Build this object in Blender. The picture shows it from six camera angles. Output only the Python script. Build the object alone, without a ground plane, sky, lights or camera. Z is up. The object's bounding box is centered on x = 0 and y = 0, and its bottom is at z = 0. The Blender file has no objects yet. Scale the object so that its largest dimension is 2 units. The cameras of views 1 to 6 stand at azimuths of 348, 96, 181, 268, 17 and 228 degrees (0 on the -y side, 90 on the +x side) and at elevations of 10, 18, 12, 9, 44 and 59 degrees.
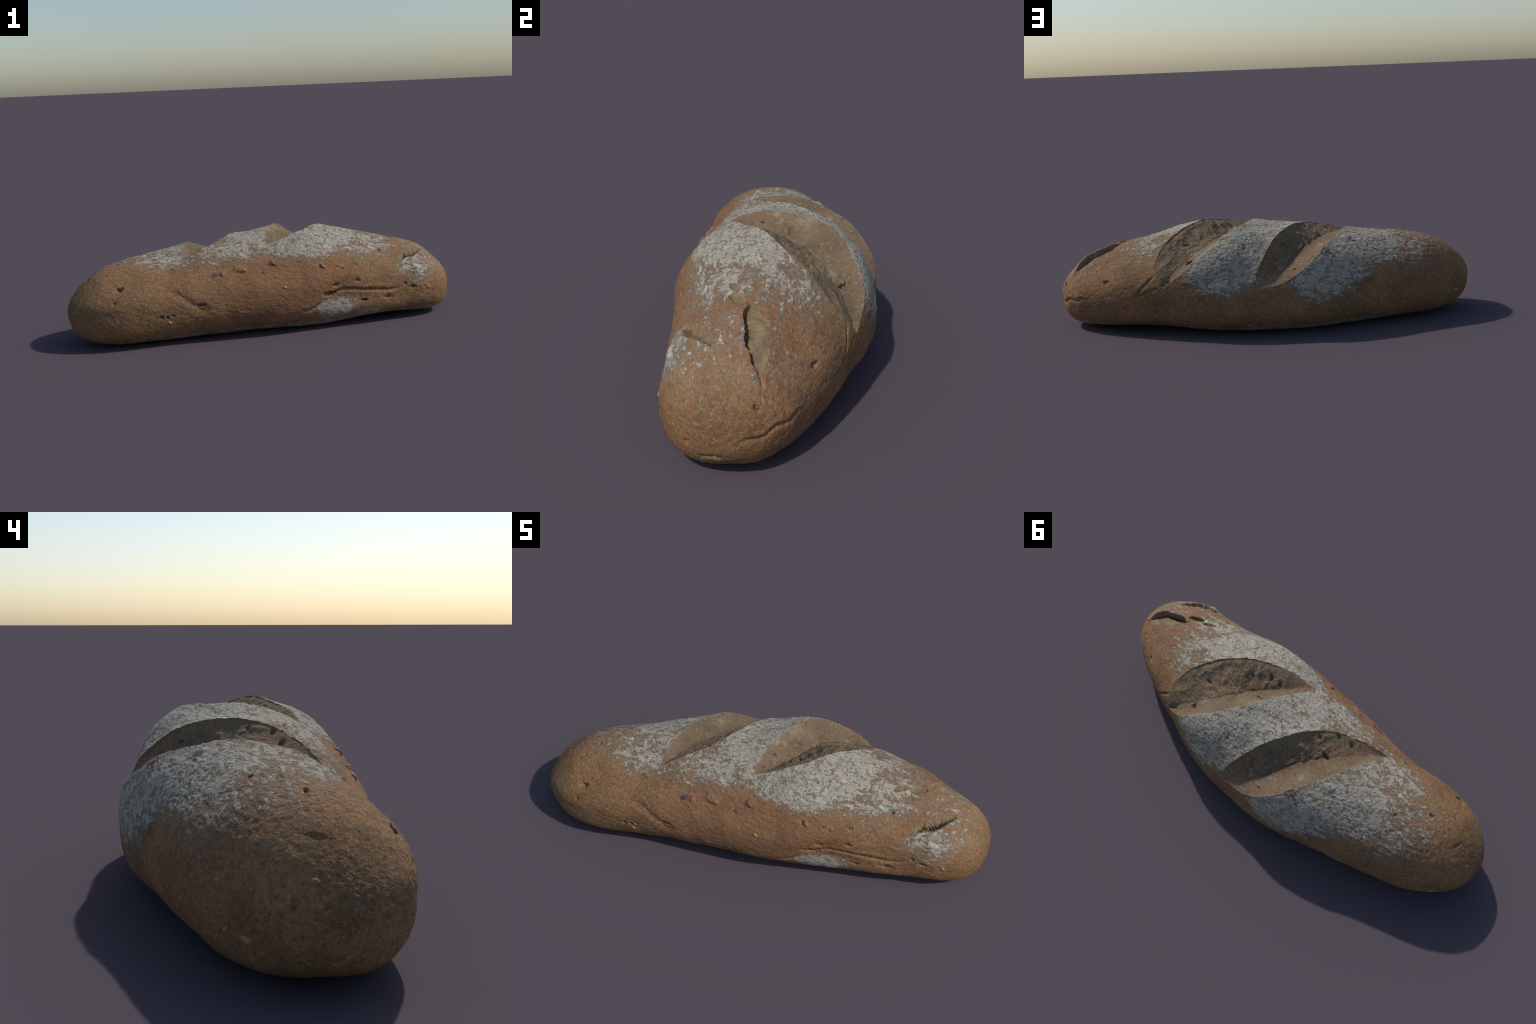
# A rustic seeded bread loaf: floured crust, two deep diagonal score cuts that
# burst open, small tears at one end, seeds and grains baked into the crust.
# Everything is described by profiles along the loaf, rim curves of the cuts,
# polylines of tears and folds, and positions of single seeds, pits and lumps.
import math
import numpy as np
try:
    import bpy
    from mathutils import Vector, Matrix
except ImportError:          # geometry part can be run without Blender
    bpy = None

NX, NA = 1320, 700           # rings along the loaf, points around each ring

# ------------------------------------------------------------------ profiles
STATION = np.array([-1, -.85, -.65, -.45, -.25, -.05, .15, .35, .55, .72, .87, 1.0])
PROFILE = {
    # sideways position of the spine, height of the widest line, half width,
    # height above / below the widest line, lean of the top
    "side":   [-0.139, -0.125, -0.089, -0.04, -0.0, 0.012, 0.011, 0.011, -0.006, -0.019, -0.041, -0.043],
    "middle": [0.179, 0.196, 0.19, 0.191, 0.219, 0.213, 0.22, 0.193, 0.152, 0.147, 0.155, 0.154],
    "width":  [0.302, 0.329, 0.316, 0.305, 0.333, 0.342, 0.348, 0.325, 0.303, 0.3, 0.31, 0.292],
    "above":  [0.212, 0.243, 0.257, 0.255, 0.243, 0.265, 0.283, 0.297, 0.313, 0.316, 0.302, 0.25],
    "below":  [0.358, 0.295, 0.231, 0.211, 0.232, 0.225, 0.229, 0.201, 0.152, 0.169, 0.24, 0.327],
    "lean":   [0.067, 0.05, 0.021, 0.034, 0.013, -0.013, 0.016, -0.041, 0.003, -0.037, -0.004, 0.033],
}
X_BACK, X_FRONT = -0.996, 0.997
POWER_TOP, POWER_BOTTOM = 1.903, 3.195      # superellipse powers of the section
CAP_BACK, CAP_FRONT = 2.342, 2.364          # how blunt the ends are

# score cuts: the two rims (from the -y tip over the top to the +y tip)
CUTS = [
    dict(back=[(-.005, -.178, .436), (.003, -.10, .467), (.04, -.01, .489), (.075, .075, .49), (.125, .16, .476),
               (.185, .225, .437), (.25, .262, .388), (.33, .288, .318), (.40, .297, .272), (.462, .285, .236)],
         front=[(-.005, -.178, .436), (.055, -.160, .450), (.107, -.14, .461), (.18, -.107, .478), (.255, -.055, .491),
                (.325, .005, .482), (.385, .055, .460), (.435, .115, .426), (.47, .165, .392), (.492, .215, .335),
                (.488, .25, .29), (.462, .285, .236)],
         depth=[0, .013, .031, .044, .058, .071, .081, .084, .075, .047, 0],
         valley=[.3, .1, -.16, -.24, -.22, -.2, -.14, -.08, -.08, -.2, -.3], face=.78, wall=1.1),
    dict(back=[(-.436, -.182, .381), (-.423, -.11, .412), (-.394, -.01, .436), (-.362, .08, .434), (-.322, .16, .412),
               (-.275, .232, .381), (-.235, .282, .344), (-.17, .322, .298), (-.09, .346, .254), (.008, .355, .228)],
         front=[(-.436, -.182, .381), (-.368, -.15, .404), (-.30, -.113, .430), (-.232, -.070, .452), (-.172, -.004, .466),
                (-.127, .065, .464), (-.08, .148, .445), (-.038, .226, .410), (.0, .30, .35), (.028, .342, .287), (.008, .355, .228)],
         depth=[0, .028, .053, .070, .081, .082, .076, .061, .041, .021, 0],
         valley=[0, 0, .02, .05, .07, .08, .02, -.1, -.2, -.25, -.25], face=.9, wall=.82),
]

# tears at the front end: the open crack, its depth, and how far the pale
# crumb strip slopes up on its inner side (+1: left of the walking direction)
TEARS = [
    dict(line=[(.690, -.006, .392), (.715, -.015, .388), (.737, -.016, .382), (.790, -.006, .363), (.836, .0, .342), (.868, .018, .318),
               (.888, .031, .300), (.903, .050, .277)], depth=.042, strip=.066, lip=.010, side=1),
    dict(line=[(.640, -.078, .402), (.660, -.068, .401), (.686, -.054, .397), (.706, -.036, .392)], depth=.020, strip=.036, lip=.004, side=1),
    dict(line=[(.570, -.093, .408), (.600, -.078, .407), (.628, -.050, .410)], depth=.012, strip=.024, lip=.002, side=1),
    dict(line=[(.690, -.208, .305), (.715, -.196, .317), (.748, -.188, .319), (.775, -.173, .326), (.800, -.153, .333), (.824, -.125, .337),
               (.848, -.094, .335)], depth=.036, strip=.042, lip=.008, side=1),
]

# narrow folds and creases: points, depth, half width, overhang
FOLDS = [
    ([(.247, -.321, .174), (.305, -.31, .186), (.352, -.301, .197), (.406, -.293, .193), (.463, -.285, .184), (.522, -.277, .179),
      (.593, -.267, .170), (.66, -.256, .170)], .011, .0065),
    ([(.13, -.322, .104), (.162, -.324, .113), (.213, -.323, .133), (.266, -.317, .159), (.305, -.31, .186)], .006, .008),
    ([(.99, .006, .128), (.977, .036, .131), (.957, .065, .133), (.93, .093, .153), (.894, .122, .151), (.841, .155, .170)], .006, .0065),
    ([(.972, -.095, .068), (.981, -.061, .076), (.98, -.032, .075)], .007, .006),
    ([(.489, .249, .284), (.535, .251, .243), (.586, .248, .191), (.60, .247, .165)], .006, .0055),
    ([(.473, .276, .230), (.535, .261, .209), (.587, .25, .176)], .005, .005),
    ([(-.53, -.306, .27), (-.464, -.316, .234), (-.403, -.322, .192), (-.33, -.327, .15)], .006, .014),
    ([(.05, -.27, .38), (.15, -.22, .42), (.26, -.24, .392), (.34, -.23, .386)], .003, .006),
    ([(.903, .050, .277), (.911, .055, .264), (.92, .056, .250)], .005, .004),
    ([(.572, -.18, .356), (.588, -.165, .362), (.6, -.15, .365), (.612, -.16, .355)], .006, .005),
]

# pits: place, depth, radius along the loaf, radius across
PITS = [
    ((-.754, -.299, .295), .020, .024, .014), ((-.783, -.335, .237), .007, .012, .008), ((-.369, -.323, .189), .012, .026, .011),
    ((-.565, -.338, .149), .009, .014, .012), ((-.535, -.333, .145), .011, .012, .010), ((-.51, -.33, .150), .007, .010, .008),
    ((.278, -.315, .182), .016, .040, .016), ((.31, -.308, .224), .010, .018, .012), ((.464, -.285, .130), .024, .019, .010),
    ((.595, -.268, .134), .008, .024, .013), ((.738, -.248, .170), .014, .020, .012), ((.693, -.251, .189), .007, .012, .009),
    ((.971, -.131, .106), .008, .012, .010), ((.583, -.168, .36), .009, .013, .009), ((.733, .176, .245), .009, .020, .009),
    ((.956, .050, .211), .010, .010, .013), ((-.382, .271, .239), .006, .015, .012), ((-.747, -.115, .381), .010, .014, .006),
    ((-.652, -.001, .391), .007, .012, .010), ((-.977, -.073, .200), .010, .012, .016), ((-.893, -.119, .315), .007, .010, .022),
    ((.429, -.258, .309), .006, .015, .010), ((.426, -.284, .237), .009, .022, .012), ((.233, -.296, .324), .008, .008, .012),
    ((-.168, -.29, .326), .005, .028, .010), ((.11, .02, .49), .004, .02, .01), ((-.17, -.10, .448), .006, .022, .008),
    ((-.08, -.02, .476), .006, .018, .010), ((-.10, -.16, .432), .006, .024, .007),
    # holes in the cut faces
    ((.336, .258, .350), .028, .021, .018), ((.113, .053, .499), .011, .028, .008), ((.035, -.059, .482), .006, .016, .009),
    ((.010, -.134, .458), .008, .012, .009), ((.432, .279, .261), .009, .010, .008), ((.159, -.066, .490), .014, .016, .011),
    ((.110, -.080, .483), .013, .013, .009), ((.364, .148, .426), .010, .018, .008), ((.221, -.008, .499), .008, .014, .007),
    ((-.270, .022, .455), .018, .024, .008), ((-.310, -.092, .434), .012, .016, .008), ((-.250, -.073, .448), .012, .018, .008),
    ((-.201, -.008, .462), .009, .016, .008), ((-.150, .314, .316), .008, .010, .009), ((.029, .353, .255), .008, .012, .008),
]

# smooth lumps (dough over a seed): place, height, radius along, radius across
LUMPS = [
    ((-.482, -.224, .352), .010, .020, .018), ((-.168, -.28, .341), .009, .028, .024), ((-.487, .222, .243), .012, .020, .018),
    ((-.394, .118, .413), .010, .022, .022), ((-.003, -.273, .360), .006, .030, .016), ((.247, -.294, .324), .005, .016, .014),
    ((.765, -.222, .262), .009, .030, .025), ((-.64, -.06, .398), .004, .05, .05), 
    ((-.254, -.283, .327), .004, .018, .016),
]

# broad bulges and hollows of the dough: place, height, radii x y z
BULGES = [
    ((-.17, -.325, .12), .014, (.26, .12, .10)), ((.42, -.30, .17), -.012, (.22, .10, .09)), ((.57, .23, .26), .019, (.15, .13, .13)),
    ((-.33, -.19, .39), .012, (.10, .07, .08)), ((.05, .335, .31), -.013, (.12, .10, .11)), ((-.23, .323, .28), -.007, (.10, .08, .08)),
    ((-.38, .11, .423), -.008, (.10, .10, .08)), ((-.60, .18, .14), .014, (.34, .14, .11)), ((.78, -.12, .34), -.013, (.16, .15, .12)),
    ((.14, .16, .47), .015, (.11, .10, .10)), ((.65, .02, .40), .005, (.12, .10, .08)), ((-.68, -.15, .388), -.006, (.12, .10, .08)),
    ((.05, -.165, .445), -.009, (.10, .07, .07)),
    ((0.310, 0.294, 0.316), 0.0112, (0.10, 0.08, 0.08)),
    ((0.096, 0.121, 0.485), -0.0122, (0.10, 0.08, 0.08)),
    ((-0.601, 0.176, 0.087), -0.0099, (0.26, 0.13, 0.11)),
    ((-0.118, -0.247, 0.380), -0.0111, (0.16, 0.10, 0.10)),
    ((0.167, -0.071, 0.489), -0.0074, (0.10, 0.08, 0.08)),
    ((0.513, -0.276, 0.201), 0.0071, (0.26, 0.13, 0.11)),
    ((0.921, 0.101, 0.155), 0.0104, (0.10, 0.08, 0.08)),
    ((0.410, 0.210, 0.022), -0.0075, (0.26, 0.13, 0.11)),
    ((0.547, 0.201, 0.324), -0.0109, (0.10, 0.08, 0.08)),
    ((0.136, 0.345, 0.297), -0.0093, (0.10, 0.08, 0.08)),
    ((0.267, 0.269, 0.370), 0.0114, (0.16, 0.10, 0.10)),
    ((-0.024, 0.241, 0.403), -0.0080, (0.10, 0.08, 0.08)),
    ((-0.149, 0.330, 0.286), 0.0056, (0.10, 0.08, 0.08)),
    ((0.319, -0.241, 0.034), 0.0075, (0.16, 0.10, 0.10)),
    ((0.725, 0.096, 0.337), 0.0076, (0.10, 0.08, 0.08)),
    ((-0.122, -0.329, 0.196), 0.0089, (0.10, 0.08, 0.08)),
    ((-0.046, -0.301, 0.069), -0.0043, (0.26, 0.13, 0.11)),
    ((0.132, 0.348, 0.112), 0.0041, (0.16, 0.10, 0.10)),
    ((0.940, 0.040, 0.045), -0.0044, (0.10, 0.08, 0.08)),
    ((0.837, 0.101, 0.282), -0.0063, (0.10, 0.08, 0.08)),
    ((0.880, -0.095, 0.017), 0.0037, (0.16, 0.10, 0.10)),
    ((-0.946, -0.198, 0.058), -0.0034, (0.10, 0.08, 0.08)),
    ((0.865, -0.015, 0.330), 0.0036, (0.10, 0.08, 0.08)),
    ((-0.271, -0.097, 0.439), 0.0040, (0.10, 0.08, 0.08)),
    ((-0.762, -0.158, 0.369), 0.0024, (0.26, 0.13, 0.11)),
    ((0.250, -0.293, 0.326), -0.0041, (0.10, 0.08, 0.08)),
    ((0.398, 0.285, 0.274), 0.0116, (0.10, 0.08, 0.08)),
    ((0.136, -0.152, 0.457), 0.0098, (0.10, 0.08, 0.08)),
    ((-0.523, 0.214, 0.150), 0.0077, (0.10, 0.08, 0.08)),
    ((0.319, -0.308, 0.175), -0.0066, (0.10, 0.08, 0.08)),
    ((0.640, 0.159, 0.322), -0.0056, (0.10, 0.08, 0.08)),
    ((0.043, -0.334, 0.172), 0.0063, (0.10, 0.08, 0.08)),
    ((0.150, 0.164, 0.474), -0.0032, (0.10, 0.08, 0.08)),
    ((0.442, 0.295, 0.125), -0.0046, (0.10, 0.08, 0.08)),
    ((-0.653, 0.166, 0.122), -0.0056, (0.10, 0.08, 0.08)),
    ((-0.832, 0.086, 0.171), 0.0054, (0.10, 0.08, 0.08)),
    ((-0.188, -0.303, 0.076), -0.0044, (0.10, 0.08, 0.08)),
    ((-0.339, -0.323, 0.178), 0.0045, (0.10, 0.08, 0.08)),
    ((-0.961, -0.092, 0.256), -0.0031, (0.10, 0.08, 0.08)),
    ((-0.993, -0.165, 0.145), 0.0025, (0.10, 0.08, 0.08)),
    ((0.660, 0.180, 0.280), 0.0110, (0.10, 0.08, 0.08)),
]


def catmull(points, n):
    """n points on a smooth curve through the given ones."""
    p = np.array(points, float)
    p = np.vstack([2 * p[0] - p[1], p, 2 * p[-1] - p[-2]])
    t = np.linspace(0, len(points) - 1 - 1e-9, n)
    i = t.astype(int)
    f = (t - i)[:, None]
    a, b, c, d = p[i], p[i + 1], p[i + 2], p[i + 3]
    return .5 * (2 * b + (c - a) * f + (2 * a - 5 * b + 4 * c - d) * f ** 2 + (3 * b - a - 3 * c + d) * f ** 3)


def spline(kx, ky, x):
    """natural cubic spline"""
    kx, ky = np.asarray(kx, float), np.asarray(ky, float)
    n, h = len(kx), np.diff(kx)
    A, r = np.zeros((n, n)), np.zeros(n)
    A[0, 0] = A[-1, -1] = 1
    for i in range(1, n - 1):
        A[i, i - 1:i + 2] = h[i - 1], 2 * (h[i - 1] + h[i]), h[i]
        r[i] = 6 * ((ky[i + 1] - ky[i]) / h[i] - (ky[i] - ky[i - 1]) / h[i - 1])
    M = np.linalg.solve(A, r)
    j = np.clip(np.searchsorted(kx, x) - 1, 0, n - 2)
    t, H = x - kx[j], h[j]
    return ky[j] + t * ((ky[j + 1] - ky[j]) / H - H * (2 * M[j] + M[j + 1]) / 6) + t * t * M[j] / 2 + t ** 3 * (M[j + 1] - M[j]) / (6 * H)


_rng = np.random.RandomState(7)
_PERM = np.tile(_rng.permutation(256), 3)
_GRAD = _rng.normal(size=(256, 3))
_GRAD /= np.linalg.norm(_GRAD, axis=1, keepdims=True)
_GRAD = _GRAD.astype(np.float32)


def perlin(P):
    """gradient noise, about -1..1"""
    P = P.astype(np.float32)
    i = np.floor(P).astype(np.int64)
    f = P - i
    i &= 255
    w = f * f * f * (f * (f * 6 - 15) + 10)
    out = 0
    for dx in (0, 1):
        for dy in (0, 1):
            for dz in (0, 1):
                h = _PERM[_PERM[_PERM[i[:, 0] + dx] + i[:, 1] + dy] + i[:, 2] + dz]
                g = _GRAD[h]
                d = g[:, 0] * (f[:, 0] - dx) + g[:, 1] * (f[:, 1] - dy) + g[:, 2] * (f[:, 2] - dz)
                k = (w[:, 0] if dx else 1 - w[:, 0]) * (w[:, 1] if dy else 1 - w[:, 1]) * (w[:, 2] if dz else 1 - w[:, 2])
                out = out + k * d
    return out * 1.6


def fbm(P, octaves=3, gain=.5):
    a, s, o = 1.0, 0, 0
    for k in range(octaves):
        o = o + a * perlin(P * 2.03 ** k + 17.3 * k)
        s += a
        a *= gain
    return o / s


def smooth(a, b, x):
    t = np.clip((x - a) / (b - a), 0, 1)
    return t * t * (3 - 2 * t)


def base_body(nx, na):
    """smooth unscored loaf: grid of points (ring, around) and the ring/angle coordinates"""
    xn = -np.cos(np.pi * np.linspace(0, 1, nx + 2))[1:-1]
    ph = np.linspace(0, 2 * np.pi, na, endpoint=False)
    q = {k: spline(STATION, v, xn) for k, v in PROFILE.items()}
    nc = np.where(xn < 0, CAP_BACK, CAP_FRONT)
    c = np.maximum(1 - np.abs(xn) ** nc, 0) ** (1 / nc)
    X = X_BACK + (xn + 1) / 2 * (X_FRONT - X_BACK)
    cs, sn = np.cos(ph), np.sin(ph)
    n = np.where(sn >= 0, POWER_TOP, POWER_BOTTOM)
    r = (np.abs(cs) ** n + np.abs(sn) ** n) ** (-1 / n)
    a, b = (r * cs)[None], (r * sn)[None]
    col = lambda k: (q[k] * c)[:, None]
    Y = q["side"][:, None] + col("width") * a + col("lean") * np.maximum(b, 0) ** 1.5
    Z = q["middle"][:, None] + np.where(b >= 0, col("above"), col("below")) * b
    return np.stack([np.broadcast_to(X[:, None], Y.shape), Y, Z], -1), X, ph, q


def grid_normals(G, poles):
    """vertex normals of the closed grid"""
    up = np.vstack([np.broadcast_to(poles[0], (1,) + G.shape[1:]), G, np.broadcast_to(poles[1], (1,) + G.shape[1:])])
    dx = up[2:] - up[:-2]
    da = np.roll(G, -1, 1) - np.roll(G, 1, 1)
    N = np.cross(da, dx)
    l = np.linalg.norm(N, axis=2, keepdims=True)
    N = N / np.maximum(l, 1e-12)
    return N


def angle_of(points, G, ph):
    """ring angle of points that lie on (or near) the smooth loaf"""
    o = []
    for p in points:
        d = ((G[::6] - np.array(p)) ** 2).sum(2)
        k = np.unravel_index(np.argmin(d), d.shape)
        o.append(ph[k[1]])
    return np.array(o)


def polyline_field(P, line, reach):
    """distance to a polyline, tangent there, offset vector, position along 0..1 (only near it)"""
    L = catmull(line, 8 * len(line))
    lo, hi = L.min(0) - reach, L.max(0) + reach
    idx = np.nonzero(((P > lo) & (P < hi)).all(1))[0]
    Q = P[idx]
    best = np.full(len(idx), 9.0)
    off = np.zeros((len(idx), 3))
    tan = np.zeros((len(idx), 3))
    pos = np.zeros(len(idx))
    m = len(L) - 1
    for k in range(m):
        a, d = L[k], L[k + 1] - L[k]
        t = np.clip(((Q - a) @ d) / (d @ d), 0, 1)
        v = Q - a - t[:, None] * d
        e = np.linalg.norm(v, axis=1)
        s = e < best
        best[s], off[s], pos[s] = e[s], v[s], (k + t[s]) / m
        tan[s] = d / np.linalg.norm(d)
    keep = best < reach
    return idx[keep], best[keep], tan[keep], off[keep], pos[keep]


def build(nx=NX, na=NA, relief=True):
    G, X, ph, q = base_body(nx, na)
    poles = np.array([[X_BACK, PROFILE["side"][0], PROFILE["middle"][0]], [X_FRONT, PROFILE["side"][-1], PROFILE["middle"][-1]]])
    N0 = grid_normals(G, poles)
    P = G.reshape(-1, 3)
    N = N0.reshape(-1, 3)
    H = np.zeros(len(P))                     # outward displacement
    S = np.zeros((len(P), 3))                # extra free displacement
    label = np.zeros(len(P), int)            # 0 crust, 1.. cuts, 10.. tears
    field = {}                               # how far inside each region (positive: inside)
    xx = np.broadcast_to(X[:, None], G.shape[:2]).reshape(-1)
    aa = np.broadcast_to(ph[None], G.shape[:2]).reshape(-1)

    for p, h, rx, ry, rz in [(b[0], b[1], *b[2]) for b in BULGES]:
        d = ((P - np.array(p)) / np.array([rx, ry, rz]))
        H += h * np.exp(-(d ** 2).sum(1))

    # --- score cuts
    wob = perlin(P * 22) * .006 + perlin(P * 55 + 5) * .0025
    crust_keep = np.ones(len(P))
    tornness = np.zeros(len(P))
    for ci, cut in enumerate(CUTS):
        curves = []
        for side in ("back", "front"):
            L = catmull(cut[side], 90)
            th = angle_of(L, G, ph)
            o = np.argsort(th)
            curves.append((th[o], L[o, 0]))
        t0 = max(curves[0][0][0], curves[1][0][0])
        t1 = min(curves[0][0][-1], curves[1][0][-1])
        xb = np.interp(aa, *curves[0])
        xf = np.interp(aa, *curves[1])
        v = np.clip((aa - t0) / (t1 - t0), 0, 1)              # 0 at the +y tip, 1 at the -y tip
        half = np.maximum((xf - xb) / 2, 1e-5)
        u = (xx + wob * .6 - (xf + xb) / 2) / half
        ins = (aa > t0) & (aa < t1) & (np.abs(u) < 1)
        along = np.linspace(0, 1, len(cut["valley"]))
        u0 = np.interp(v, along, cut["valley"]) + perlin(P * 14 + 3) * .08
        deep = spline(along, cut["depth"], v)
        taper = np.clip(deep / max(cut["depth"]), 0, 1)
        d = np.minimum(deep, half * .85)
        left = np.clip((u + 1) / (u0 + 1), 0, 1)
        right = np.clip((1 - u) / (1 - u0), 0, 1)
        g = np.where(u < u0, left ** cut["face"], right ** cut["wall"])
        g = g - .10 * np.exp(-((u - u0) / .22) ** 2)              # the valley is rounded
        H = np.where(ins, H * (1 - np.clip(g, 0, 1)) - d * g, H)
        label[ins] = ci + 1
        field[ci + 1] = np.where((aa > t0) & (aa < t1), np.maximum(1 - np.abs(u), -2) * half, -.01)
        # crust edge stands a little proud along the rims
        near = np.exp(-np.maximum(np.abs(u) - 1, 0) * half / .05) * ((aa > t0) & (aa < t1)) * ~ins
        H += .004 * near * taper
        tornness = np.where(ins, smooth(u0 - .25, u0 + .15, u) * smooth(1.0, .75, u) * taper, tornness)
        tornness = np.where(ins, np.maximum(tornness, .12 * taper), tornness)
    if relief:
        m = tornness > 0
        Q = P[m]
        ridge = 1 - np.abs(perlin(Q * np.array([16, 13, 20]) + 4)) * 2
        H[m] += tornness[m] * (.0085 * ridge + .008 * fbm(Q * 30, 3) + .004 * fbm(Q * 75 + 9, 2))

    # --- tears
    for ti, t in enumerate(TEARS):
        idx, d, tan, off, pos = polyline_field(P, t["line"], .11)
        side = np.einsum("ij,ij->i", np.cross(N[idx], tan), off) * t["side"]
        sd = np.where(side >= 0, d, -d)
        end = np.clip(4 * pos * (1 - pos), 0, 1)
        env = end ** .5
        env = np.where((pos <= 0) | (pos >= 1), 0, env)
        rag = perlin(P[idx] * 70 + 2) * .004 + perlin(P[idx] * 160) * .0015
        sdj = sd + rag * env
        strip = t["strip"] * env * (1 + .25 * perlin(P[idx] * 35 + 11)) + 1e-5
        s = sdj / strip
        rib = np.abs(np.sin(pos * len(t["line"]) * 4.2 + 3 * perlin(P[idx] * 28))) * .28
        prof = np.where(s >= 0, (.62 * np.clip(1 - s, 0, 1) ** .8 + .38 * np.clip(1 - s / .3, 0, 1)) * (1 - rib * (s < 1)), smooth(-.006, .0, sdj))
        inside = (s >= 0) & (s < 1) & (env > .05)
        H[idx] -= t["depth"] * env * prof
        lip = t["lip"] * env * np.where(sdj < -.002, smooth(-.07, -.004, sdj), 0)
        H[idx] += lip
        label[idx[inside]] = 10 + ti
        field[10 + ti] = np.full(len(P), -.01)
        field[10 + ti][idx] = np.where(env > .05, np.minimum(sdj, strip - sdj), -.01)

    # --- folds, pits, lumps
    for line, depth, hw in FOLDS:
        idx, d, tan, off, pos = polyline_field(P, line, hw * 6)
        env = np.clip(6 * pos * (1 - pos), 0, 1) ** .7
        dj = np.abs(d + perlin(P[idx] * 60) * hw * .5)
        H[idx] += env * depth * (.15 * np.exp(-((dj - 2.6 * hw) / (1.6 * hw)) ** 2) - np.exp(-(dj / hw) ** 2))
    for place, h, ra, rc in [(p, -h, a, c) for p, h, a, c in PITS] + LUMPS:
        c = np.array(place)
        R = 2.2 * max(ra, rc)
        idx = np.nonzero((np.abs(P - c) < R).all(1))[0]
        k = idx[np.argmin(((P[idx] - c) ** 2).sum(1))]
        n = N[k]
        e1 = np.array([1, 0, 0]) - n * n[0]
        e1 /= np.linalg.norm(e1)
        e2 = np.cross(n, e1)
        v = P[idx] - P[k]
        rr = np.sqrt((v @ e1 / ra) ** 2 + (v @ e2 / rc) ** 2) + perlin(P[idx] * 60 + 31) * .38 + perlin(P[idx] * 140 + 3) * .18
        if h < 0:
            H[idx] += h * (1 - smooth(.25, 1.15, rr))
        else:
            H[idx] += h * np.exp(-(rr / .85) ** 2 * 1.2)

    # --- dough and crust relief
    if relief:
        crust = (label == 0).astype(float)
        H += .0045 * perlin(P * np.array([5, 7, 7]) + 40) + .002 * perlin(P * 13 + 8)
        warp = np.stack([perlin(P * 9 + k) for k in (1, 33, 71)], 1) * .02
        Q = P + warp
        skew = Q * np.array([1, 1, 1]) + np.stack([Q[:, 2] * .5, 0 * Q[:, 0], 0 * Q[:, 0]], 1)
        top = smooth(.25, .42, P[:, 2])
        fine = .0023 * fbm(skew * np.array([30, 56, 56]), 3, .6)
        rough = .0036 * fbm(Q * np.array([55, 75, 75]) + 7, 3, .6) * top
        low = smooth(.02, .16, P[:, 2]) * .8 + .2
        H += crust * low * (fine + rough)
        H += (1 - crust) * .0012 * fbm(P * 90, 2)
    V = P + N * H[:, None] + S
    V[:, 2] = np.where(V[:, 2] < .02, .02 - .02 * np.tanh((.02 - V[:, 2]) / .02), V[:, 2])  # flat sole
    V = np.vstack([V, poles])
    build.field, build.height = field, H
    return V, label, (len(X), na), P, N


def grid_faces(nx, na):
    i = np.arange(nx - 1)[:, None] * na
    j = np.arange(na)[None]
    k = (np.arange(na)[None] + 1) % na
    quads = np.stack([i + j, i + k, i + na + k, i + na + j], -1).reshape(-1, 4)
    a, b = nx * na, nx * na + 1
    j = np.arange(na)
    k = (j + 1) % na
    tri0 = np.stack([k, j, np.full(na, a)], 1)
    tri1 = np.stack([(nx - 1) * na + j, (nx - 1) * na + k, np.full(na, b)], 1)
    return quads, tri0, tri1


def split_along(V, P, N, H, field, quads):
    """cut the quads that a region border crosses, so that borders run smoothly;
    returns all vertices and, for each region (0: the rest), its faces by corner count"""
    parts = {0: [], **{k: [] for k in field}}
    extra, free = [], np.ones(len(quads), bool)
    n0 = len(V)
    for key, F in field.items():
        f = F[quads]
        pos = f > 0
        cross = free & pos.any(1) & ~pos.all(1)
        whole = free & pos.all(1)
        parts[key].append(quads[whole])
        free &= ~(cross | whole)
        made = {}
        for q in quads[cross]:
            inner, outer = [], []
            for a, b in zip(q, np.roll(q, -1)):
                fa, fb = F[a], F[b]
                (inner if fa > 0 else outer).append(int(a))
                if (fa > 0) != (fb > 0):
                    e = (min(a, b), max(a, b))
                    if e not in made:
                        t = np.clip(fa / (fa - fb), .02, .98)
                        if key < 10:      # rim of a score cut: at the height of the crust beside it
                            h = H[b] if fa > 0 else H[a]
                            p = (P[a] + N[a] * h) * (1 - t) + (P[b] + N[b] * h) * t
                        else:
                            p = V[a] * (1 - t) + V[b] * t
                        made[e] = n0 + len(extra)
                        extra.append(p)
                    inner.append(made[e])
                    outer.append(made[e])
            for ring, k in ((inner, key), (outer, 0)):
                if 3 <= len(ring) <= 5:
                    parts[k].append(np.array([ring]))
                else:             # the border crosses this quad twice
                    parts[k] += [np.array([[ring[0], ring[i], ring[i + 1]]]) for i in range(1, len(ring) - 1)]
    parts[0].append(quads[free])
    V = np.vstack([V, np.array(extra)]) if extra else V
    out = {}
    for k, fs in parts.items():
        out[k] = [np.concatenate([f for f in fs if f.shape[1] == c]) for c in (3, 4, 5) if any(f.shape[1] == c and len(f) for f in fs)]
    return V, out


# =================================================================== materials
def lin(r, g, b):
    f = lambda c: c / 12.92 if c <= .04045 else ((c + .055) / 1.055) ** 2.4
    return (f(r / 255), f(g / 255), f(b / 255), 1)


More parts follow.
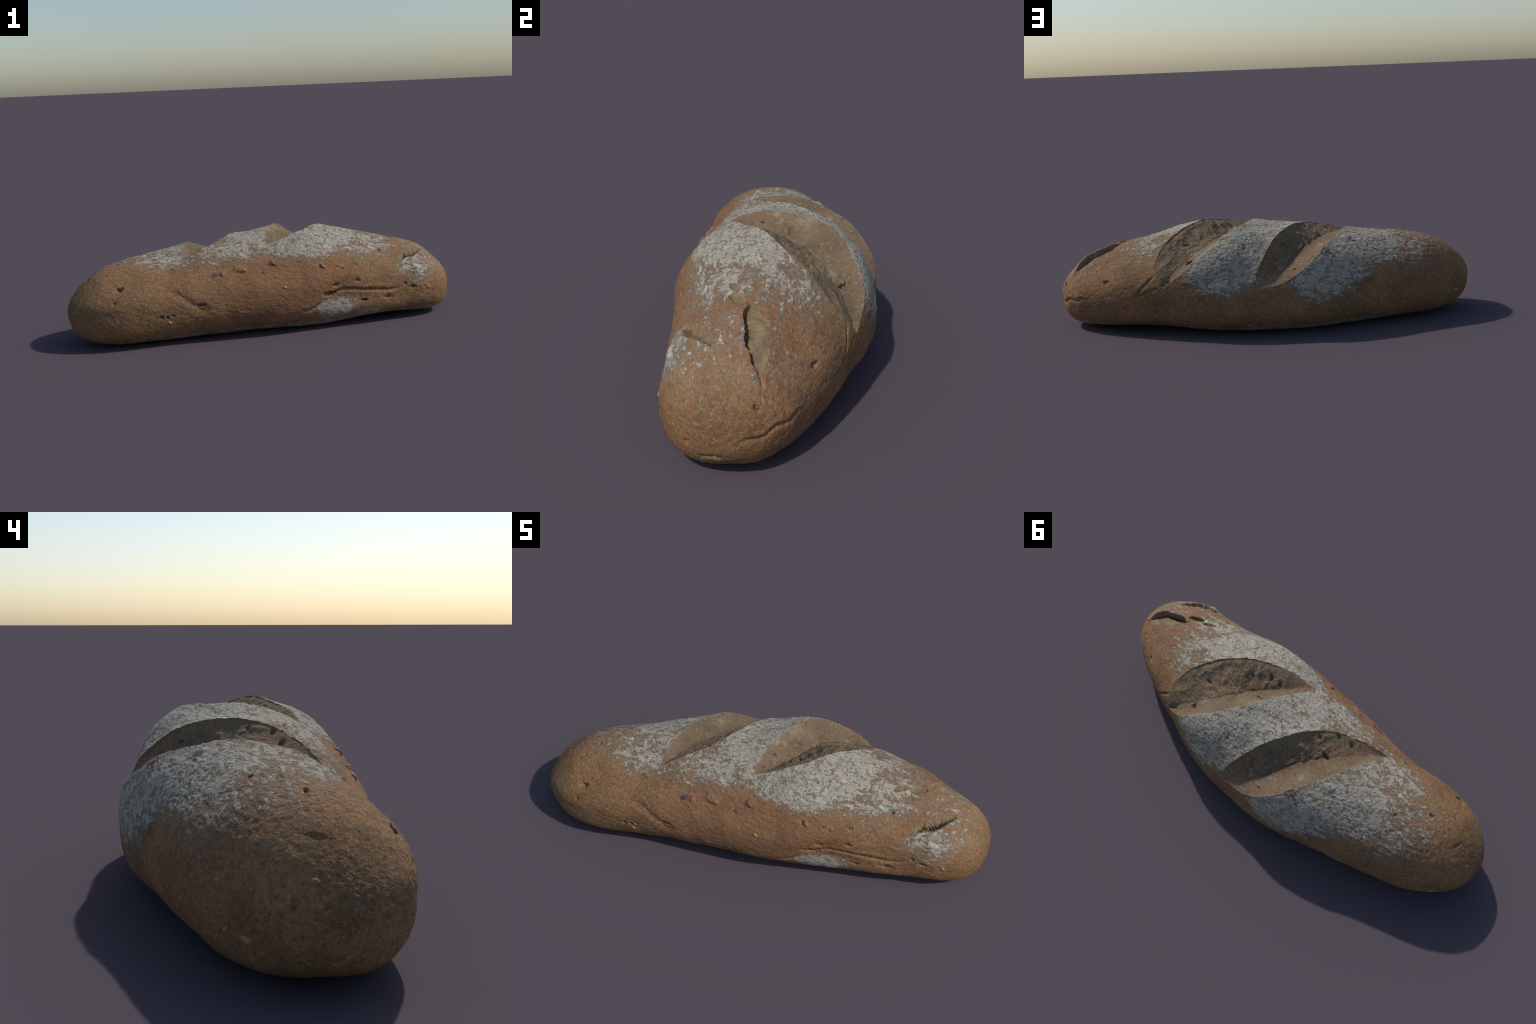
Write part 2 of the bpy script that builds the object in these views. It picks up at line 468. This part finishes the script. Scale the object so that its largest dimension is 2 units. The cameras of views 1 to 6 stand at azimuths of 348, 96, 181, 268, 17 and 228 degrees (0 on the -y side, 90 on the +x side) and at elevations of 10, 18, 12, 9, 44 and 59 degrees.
class Nodes:
    """small helper to write node trees as expressions"""
    def __init__(self, name):
        self.mat = bpy.data.materials.new(name)
        self.mat.use_nodes = True
        self.t = self.mat.node_tree
        self.t.nodes.clear()
        self.out = self.t.nodes.new("ShaderNodeOutputMaterial")
        self.bsdf = self.t.nodes.new("ShaderNodeBsdfPrincipled")
        self.t.links.new(self.bsdf.outputs[0], self.out.inputs[0])
        self.coord = self.t.nodes.new("ShaderNodeTexCoord").outputs["Object"]

    def put(self, sock, v):
        if hasattr(v, "is_linked") or isinstance(v, bpy.types.NodeSocket):
            self.t.links.new(v, sock)
        else:
            sock.default_value = v

    def math(self, op, a, b=0.0, c=0.0, clamp=False):
        n = self.t.nodes.new("ShaderNodeMath")
        n.operation, n.use_clamp = op, clamp
        for s, v in zip(n.inputs, (a, b, c)):
            self.put(s, v)
        return n.outputs[0]

    def ramp(self, x, a, b, lo=0.0, hi=1.0):
        n = self.t.nodes.new("ShaderNodeMapRange")
        n.interpolation_type = "SMOOTHSTEP"
        for s, v in zip(n.inputs, (x, a, b, lo, hi)):
            self.put(s, v)
        return n.outputs[0]

    def mapping(self, loc=(0, 0, 0), rot=(0, 0, 0), scale=(1, 1, 1), kind="POINT", vec=None):
        n = self.t.nodes.new("ShaderNodeMapping")
        n.vector_type = kind
        self.put(n.inputs[0], vec or self.coord)
        n.inputs[1].default_value, n.inputs[2].default_value, n.inputs[3].default_value = loc, rot, scale
        return n.outputs[0]

    def noise(self, scale, detail=3, rough=.55, distortion=0.0, vec=None):
        n = self.t.nodes.new("ShaderNodeTexNoise")
        self.put(n.inputs["Vector"], vec or self.coord)
        n.inputs["Scale"].default_value = scale
        n.inputs["Detail"].default_value = detail
        n.inputs["Roughness"].default_value = rough
        n.inputs["Distortion"].default_value = distortion
        return n.outputs[0]

    def voronoi(self, scale, feature="F1", vec=None, random=1.0):
        n = self.t.nodes.new("ShaderNodeTexVoronoi")
        n.feature = feature
        self.put(n.inputs["Vector"], vec or self.coord)
        n.inputs["Scale"].default_value = scale
        n.inputs["Randomness"].default_value = random
        return n.outputs[0]

    def mix(self, f, a, b):
        n = self.t.nodes.new("ShaderNodeMix")
        n.data_type = "RGBA"
        self.put(n.inputs[0], f)
        self.put(n.inputs[6], a)
        self.put(n.inputs[7], b)
        return n.outputs[2]

    def blob(self, place, radii, turn=0.0, inner=.45, strength=1.0):
        """soft ellipsoid mask around a place on the loaf"""
        v = self.mapping(place, (0, 0, math.radians(turn)), radii, "TEXTURE")
        n = self.t.nodes.new("ShaderNodeVectorMath")
        n.operation = "LENGTH"
        self.put(n.inputs[0], v)
        return self.ramp(n.outputs["Value"], 1.0, inner, 0.0, strength)

    def blobs(self, rows):
        m = None
        for r in rows:
            b = self.blob(*r)
            m = b if m is None else self.math("MAXIMUM", m, b)
        return m

    def bump(self, height, strength, distance, normal=None):
        n = self.t.nodes.new("ShaderNodeBump")
        n.inputs["Strength"].default_value = strength
        n.inputs["Distance"].default_value = distance
        self.put(n.inputs["Height"], height)
        if normal is not None:
            self.put(n.inputs["Normal"], normal)
        return n.outputs[0]

    def finish(self, color, rough=.85, normal=None, spec=.25):
        self.put(self.bsdf.inputs["Base Color"], color)
        self.put(self.bsdf.inputs["Roughness"], rough)
        self.bsdf.inputs["Specular IOR Level"].default_value = spec
        if normal is not None:
            self.put(self.bsdf.inputs["Normal"], normal)
        return self.mat


CRUST_DARK, CRUST_LIGHT, CRUST_RED = (120, 90, 62), (154, 116, 80), (132, 91, 67)
CRUST_GRAIN, CRUST_PALE, CRUST_OLIVE = (96, 74, 53), (164, 140, 112), (132, 104, 66)
FLOUR_SHADE, FLOUR_WHITE = (158, 153, 139), (185, 181, 167)

# where flour lies: place, radii, turn, inner fraction, strength
FLOUR = [
    ((.30, -.08, .49), (.36, .26, .20), 30, .45, 1.0),      # lobe in front of the first cut
    ((.20, -.20, .43), (.30, .14, .14), -4, .40, .95),
    ((.48, -.12, .42), (.36, .24, .20), 5, .25, .72),
    ((.56, .10, .41), (.24, .20, .16), 40, .2, .62),
    ((.00, .02, .48), (.28, .40, .26), 28, .50, 1.05),
    ((.10, .17, .47), (.20, .18, .16), 20, .45, 1.15),       # lobe between the cuts
    ((.17, .31, .36), (.30, .18, .22), 15, .40, 1.0),
    ((-.16, -.16, .44), (.34, .17, .16), 8, .30, .72),
    ((-.46, .10, .43), (.34, .32, .24), 20, .35, .86),      # lobe behind the second cut
    ((-.28, .31, .29), (.34, .17, .20), -18, .35, .95),
    ((-.50, -.12, .40), (.28, .20, .16), 10, .25, .72),
    ((-.66, .02, .38), (.28, .28, .20), 0, .20, .55),
    ((-.40, .22, .34), (.22, .14, .16), -25, .30, .90),
    ((.77, -.22, .27), (.17, .12, .13), 0, .25, .78),        # dust around the small tears
    ((.82, -.06, .32), (.30, .26, .22), 0, .1, .42),
    ((.32, -.31, .110), (.17, .08, .075), 6, .35, .92),     # low patch on the side
    ((.49, -.26, .050), (.12, .08, .050), 0, .3, .85),
]


def crust_material():
    N = Nodes("floured_crust")
    cov = N.blobs(FLOUR)
    # flour lies under the sole and creeps up its edge in places
    sep = N.t.nodes.new("ShaderNodeSeparateXYZ")
    N.put(sep.inputs[0], N.coord)
    sole = N.ramp(sep.outputs[2], .070, .018, 0, 1.0)
    front = N.ramp(sep.outputs[0], -.75, -.35, .35, 1.0)
    cov = N.math("MAXIMUM", cov, N.math("MULTIPLY", sole, front))
    flow = N.mapping(rot=(0, 0, math.radians(-20)), scale=(.60, 1, 1))
    n1 = N.noise(17, 3, .55, .15, flow)
    n2 = N.noise(58, 5, .72, .1, flow)
    f = N.math("MULTIPLY_ADD", N.math("SUBTRACT", n1, .5), 1.1, cov)
    f = N.math("MULTIPLY_ADD", N.math("SUBTRACT", n2, .5), 2.8, f)
    patches = N.ramp(f, .44, .66)
    # bare wrinkles between the flour flakes
    line = N.math("ABSOLUTE", N.math("SUBTRACT", N.noise(38, 4, .7, .1, N.mapping((4, 1, 7), (0, 0, -.35), (.55, 1, 1))), .5))
    fleck = N.math("MULTIPLY", N.ramp(line, .075, .030), N.ramp(N.noise(40, 4, .65), .46, .58))
    patches = N.math("MULTIPLY", patches, N.math("MULTIPLY_ADD", fleck, -.85, 1.0))
    # thin haze of dust everywhere
    specks = N.ramp(N.noise(130, 3, .65), .57, .72, 0, .34)
    specks = N.math("MULTIPLY", specks, N.ramp(N.noise(7, 3), .35, .65, .2, 1.0))
    dust = N.math("MAXIMUM", patches, specks)
    # soft powdery halo around the patches
    fine = N.noise(120, 4, .7, 0, N.mapping((6, 6, 3)))
    halo = N.math("MULTIPLY", N.ramp(f, .18, .52), N.ramp(fine, .40, .62, .10, .42))
    halo = N.math("MULTIPLY", halo, N.math("MULTIPLY_ADD", fleck, -.8, 1.0))
    dust = N.math("MAXIMUM", dust, halo)
    dust = N.math("MULTIPLY", dust, N.ramp(N.noise(18, 3), .25, .7, .78, .97))
    # bare crust
    tone = N.noise(5.5, 4, .6, .4)
    c = N.mix(N.ramp(tone, .32, .68), lin(*CRUST_DARK), lin(*CRUST_LIGHT))
    c = N.mix(N.ramp(N.noise(3.2, 2, .5, 0, N.mapping((3, 1, 2))), .45, .7, 0, .55), c, lin(*CRUST_RED))
    c = N.mix(N.ramp(N.noise(34, 3, .6, 0, N.mapping((7, 3, 1))), .50, .66, 0, .6), c, lin(*CRUST_OLIVE))
    c = N.mix(N.ramp(N.noise(48, 3, .6, 0, N.mapping((1, 8, 5))), .54, .68, 0, .6), c, lin(*CRUST_RED))
    c = N.mix(N.ramp(N.noise(85, 4, .7), .46, .68, 0, .75), c, lin(*CRUST_GRAIN))
    c = N.mix(N.ramp(N.noise(105, 3, .65, 0, N.mapping((2, 2, 9))), .52, .70, 0, .65), c, lin(*CRUST_PALE))
    # the side bulge between the cuts baked redder
    c = N.mix(N.blob((.05, -.32, .28), (.62, .22, .26), 0, .3, .38), c, lin(*CRUST_RED))
    # where flour was brushed off the crust stays pale and dull
    c = N.mix(N.math("MULTIPLY", cov, .55), c, lin(126, 108, 86))
    # flour itself
    fl = N.mix(N.ramp(N.noise(40, 5, .6), .3, .7), lin(*FLOUR_SHADE), lin(*FLOUR_WHITE))
    col = N.mix(dust, c, fl)
    h = N.math("MULTIPLY_ADD", patches, .6, N.math("MULTIPLY", n2, .6))
    h = N.math("MULTIPLY_ADD", N.noise(210, 3, .6), .30, h)
    nb = N.bump(h, .7, .009)
    return N.finish(col, .9, nb, .15)


def cut_material():
    N = Nodes("baked_crumb")
    c = N.mix(N.ramp(N.noise(7, 4, .6), .35, .65), lin(112, 95, 74), lin(128, 109, 86))
    c = N.mix(N.ramp(N.noise(4.5, 3, .5, .5, N.mapping((2, 5, 1))), .46, .68, 0, .8), c, lin(128, 98, 76))
    c = N.mix(N.ramp(N.noise(50, 4, .65), .52, .72, 0, .7), c, lin(90, 76, 58))
    c = N.mix(N.ramp(N.noise(13, 3, .5, 0, N.mapping((9, 2, 4))), .64, .72, 0, .75), c, lin(78, 64, 56))
    c = N.mix(N.ramp(N.noise(80, 3, .65, 0, N.mapping((3, 3, 1))), .54, .70, 0, .5), c, lin(158, 148, 132))
    c = N.mix(N.ramp(N.noise(14, 3, .6, 0, N.mapping((5, 7, 2))), .60, .72, 0, .45), c, lin(164, 156, 142))
    nb = N.bump(N.noise(95, 4, .7), .7, .007)
    return N.finish(c, .92, nb, .15)


def tear_material():
    N = Nodes("torn_crumb")
    c = N.mix(N.ramp(N.noise(30, 4, .65), .38, .62), lin(116, 102, 82), lin(142, 123, 94))
    c = N.mix(N.ramp(N.noise(38, 3, .6, .3, N.mapping((3, 1, 2))), .52, .68, 0, .75), c, lin(140, 104, 66))
    c = N.mix(N.ramp(N.noise(60, 3, .6), .56, .70, 0, .6), c, lin(90, 78, 58))
    nb = N.bump(N.noise(70, 4, .6), .7, .008)
    return N.finish(c, .92, nb, .15)


def seed_material(name, a, b, dusty=.3):
    N = Nodes(name)
    c = N.mix(N.noise(40, 3), a, b)
    c = N.mix(N.ramp(N.noise(90, 3, .6), .50, .70, 0, dusty), c, lin(176, 166, 150))
    return N.finish(c, .6, N.bump(N.noise(120, 2), .25, .003), .35)


# ======================================================================= scene
# seeds: kind, place, length, breadth, thickness, turn on the surface, how far out
SEEDS = [  # deepest-sunk dark ones sit at the bottoms of pits and make them look darker
    ("orange", (-.254, -.283, .327), .030, .022, .016, 60, .35), ("dark", (-.293, -.281, .322), .032, .016, .010, 20, .0),
    ("orange", (-.150, -.284, .338), .034, .026, .018, -20, .25), ("orange", (-.135, -.251, .375), .018, .013, .010, 80, .1),
    ("brown", (.000, -.275, .357), .040, .020, .016, -42, .30), ("dark", (-.052, -.301, .317), .020, .010, .008, -30, .05),
    ("orange", (-.281, -.320, .255), .026, .007, .008, 5, .2), ("brown", (-.129, -.327, .237), .016, .012, .008, 0, .1),
    ("yellow", (.041, -.333, .240), .025, .016, .014, -20, .45), ("orange", (.250, -.294, .322), .026, .018, .014, -50, .30),
    ("brown", (.356, -.282, .304), .020, .013, .012, 10, .2), ("dark", (.324, -.283, .317), .012, .009, .008, 0, .1),
    ("dark", (.425, -.260, .309), .024, .014, .012, 20, .0), ("dark", (.424, -.284, .236), .036, .018, .014, 25, -.15),
    ("dark", (.278, -.315, .182), .055, .022, .014, 20, -.55), ("dark", (.595, -.268, .134), .040, .022, .012, 5, -.1),
    ("dark", (.742, -.247, .168), .036, .018, .014, -45, -.3), ("yellow", (.823, -.237, .158), .016, .022, .012, 0, .3),
    ("orange", (.729, -.176, .336), .024, .032, .022, 20, .1), ("dark", (-.748, -.300, .293), .034, .018, .014, -20, -.75),
    ("dark", (-.365, -.323, .188), .044, .014, .012, -10, -.4), ("yellow", (-.526, -.329, .119), .022, .014, .012, -30, .2),
    ("dark", (.733, .176, .245), .030, .010, .010, 60, -.2), ("brown", (.952, .054, .214), .016, .024, .014, 20, .0),
    ("yellow", (-.857, .068, .220), .018, .012, .012, 0, .3), ("yellow", (-.915, .017, .114), .030, .017, .014, -20, .35),
    ("yellow", (-.873, .054, .123), .016, .010, .010, 20, .3), ("orange", (-.838, .082, .216), .022, .012, .010, 70, .1),
    ("orange", (-.971, -.112, .247), .016, .022, .010, 0, .1), ("dark", (-.979, -.073, .196), .016, .020, .010, 0, -.4),
    ("brown", (-.976, -.194, .216), .010, .026, .008, 0, .0), ("brown", (-.89, -.118, .317), .016, .030, .008, 20, .0),
    ("yellow", (-.386, .255, .082), .018, .012, .010, 10, .2), ("dark", (.826, -.118, .338), .014, .018, .010, 0, -.2),
    ("dark", (.466, -.283, .128), .020, .010, .008, 0, -2.0), ("orange", (.326, .248, .358), .018, .012, .012, 30, .3),
    ("dark", (-.127, .265, .372), .026, .018, .010, 10, .2), ("yellow", (-.009, .310, .335), .022, .013, .010, 30, .3),
    ("dark", (-.093, .188, .425), .016, .010, .008, 0, .2), ("brown", (.192, .212, .443), .020, .010, .006, 20, -.1),
    ("dark", (.128, .053, .499), .022, .010, .008, 10, .0), ("dark", (.036, -.060, .482), .022, .012, .008, 10, .0),
]
SEED_COLOURS = {
    "orange": ((146, 100, 70), (128, 86, 64), .40), "brown": ((122, 84, 64), (106, 76, 62), .45),
    "dark": ((70, 55, 51), (92, 73, 67), .35), "yellow": ((172, 134, 76), (152, 116, 68), .20),
}


def mesh_object(name, V, faces_list, normals, parent, material):
    used = np.unique(np.concatenate([f.ravel() for f in faces_list]))
    remap = np.full(len(V), -1)
    remap[used] = np.arange(len(used))
    loops = np.concatenate([remap[f].ravel() for f in faces_list])
    sizes = np.concatenate([np.full(len(f), f.shape[1]) for f in faces_list])
    me = bpy.data.meshes.new(name)
    me.vertices.add(len(used))
    me.vertices.foreach_set("co", V[used].astype(np.float32).ravel())
    me.loops.add(len(loops))
    me.loops.foreach_set("vertex_index", loops.astype(np.int32))
    me.polygons.add(len(sizes))
    me.polygons.foreach_set("loop_start", np.concatenate([[0], np.cumsum(sizes)[:-1]]).astype(np.int32))
    me.update(calc_edges=True)
    me.validate()
    me.polygons.foreach_set("use_smooth", np.ones(len(me.polygons), bool))
    me.normals_split_custom_set_from_vertices(normals[used].tolist())
    me.materials.append(material)
    ob = bpy.data.objects.new(name, me)
    bpy.context.scene.collection.objects.link(ob)
    ob.parent = parent
    return ob


def seed_mesh(name, power, material, rough):
    """a flattened oval with one end more pointed"""
    me = bpy.data.meshes.new(name)
    nu, nv = 20, 14
    v = [(0, 0, -1)]
    rng = np.random.RandomState(3)
    for i in range(1, nv):
        a = math.pi * i / nv
        for j in range(nu):
            b = 2 * math.pi * j / nu
            r = math.sin(a)
            x, y, z = r * math.cos(b), r * math.sin(b), -math.cos(a)
            y *= 1 - power * x
            k = 1 + rough * math.sin(3 * x + 2 * y + 4 * z) * math.cos(4 * y - 2 * z)
            v.append((x * k, y * k, z * k))
    v.append((0, 0, 1))
    f = [(0, 1 + (j + 1) % nu, 1 + j) for j in range(nu)]
    for i in range(nv - 2):
        a, b = 1 + i * nu, 1 + (i + 1) * nu
        f += [(a + j, a + (j + 1) % nu, b + (j + 1) % nu, b + j) for j in range(nu)]
    a = 1 + (nv - 2) * nu
    f += [(a + j, a + (j + 1) % nu, len(v) - 1) for j in range(nu)]
    me.from_pydata(v, [], f)
    me.polygons.foreach_set("use_smooth", np.ones(len(me.polygons), bool))
    me.materials.append(material)
    return me


def main():
    V, label, (nx, na), P, N = build()
    quads, tri0, tri1 = grid_faces(nx, na)
    V, parts = split_along(V, P, N, build.height, build.field, quads)
    parts[0] += [tri0, tri1]
    # smooth normals of the whole body
    full = np.zeros_like(V)
    for f in [f for fs in parts.values() for f in fs]:
        c = V[f].mean(1)
        for k in range(f.shape[1]):
            n = np.cross(V[f[:, k]] - c, V[f[:, (k + 1) % f.shape[1]]] - c)
            for j in (k, (k + 1) % f.shape[1]):
                for a in range(3):
                    full[:, a] += np.bincount(f[:, j], n[:, a], len(V))
    full /= np.maximum(np.linalg.norm(full, axis=1, keepdims=True), 1e-12)

    loaf = bpy.data.objects.new("bread_loaf", None)
    bpy.context.scene.collection.objects.link(loaf)
    loaf["label"] = "rustic seeded bread loaf with floured scored crust"
    loaf["category"] = "bread"

    crust_mat, cut_mat, tear_mat = crust_material(), cut_material(), tear_material()
    mesh_object("crust", V, parts[0], full, loaf, crust_mat)
    for key in sorted(k for k in parts if k):
        if parts[key]:
            name, mat = ("score_cut", cut_mat) if key < 10 else ("crust_tear", tear_mat)
            mesh_object(name, V, parts[key], full, loaf, mat)

    kinds = {}
    for k, (a, b, d) in SEED_COLOURS.items():
        m = seed_material(k + "_seed", lin(*a), lin(*b), d)
        kinds[k] = seed_mesh("seed", .28 if k != "dark" else .12, m, .05 if k != "dark" else .16)
    for kind, place, ln, br, th, turn, out in SEEDS:
        if kind == "dark":
            ln, br = ln * 1.45, br * 1.6
        i = int(np.argmin(((P - np.array(place)) ** 2).sum(1)))
        n = Vector(N[i])
        e1 = Vector((1, 0, 0)) - n * n.x
        if e1.length < .2:
            e1 = Vector((0, 1, 0)) - n * n.y
        e1.normalize()
        e2 = n.cross(e1)
        a = math.radians(turn)
        u = e1 * math.cos(a) + e2 * math.sin(a)
        w = n.cross(u)
        c = Vector(V[i]) if out > -.9 else Vector(P[i])
        pos = c + n * ((min(out, .25) - .6) * th * .5 if out > -.9 else out * .012)
        M = Matrix((u * ln / 2, w * br / 2, n * th / 2)).transposed().to_4x4()
        M.translation = pos
        ob = bpy.data.objects.new("seed", kinds[kind])
        bpy.context.scene.collection.objects.link(ob)
        ob.parent = loaf
        ob.matrix_world = M


if bpy is not None and __name__ == "__main__":
    main()
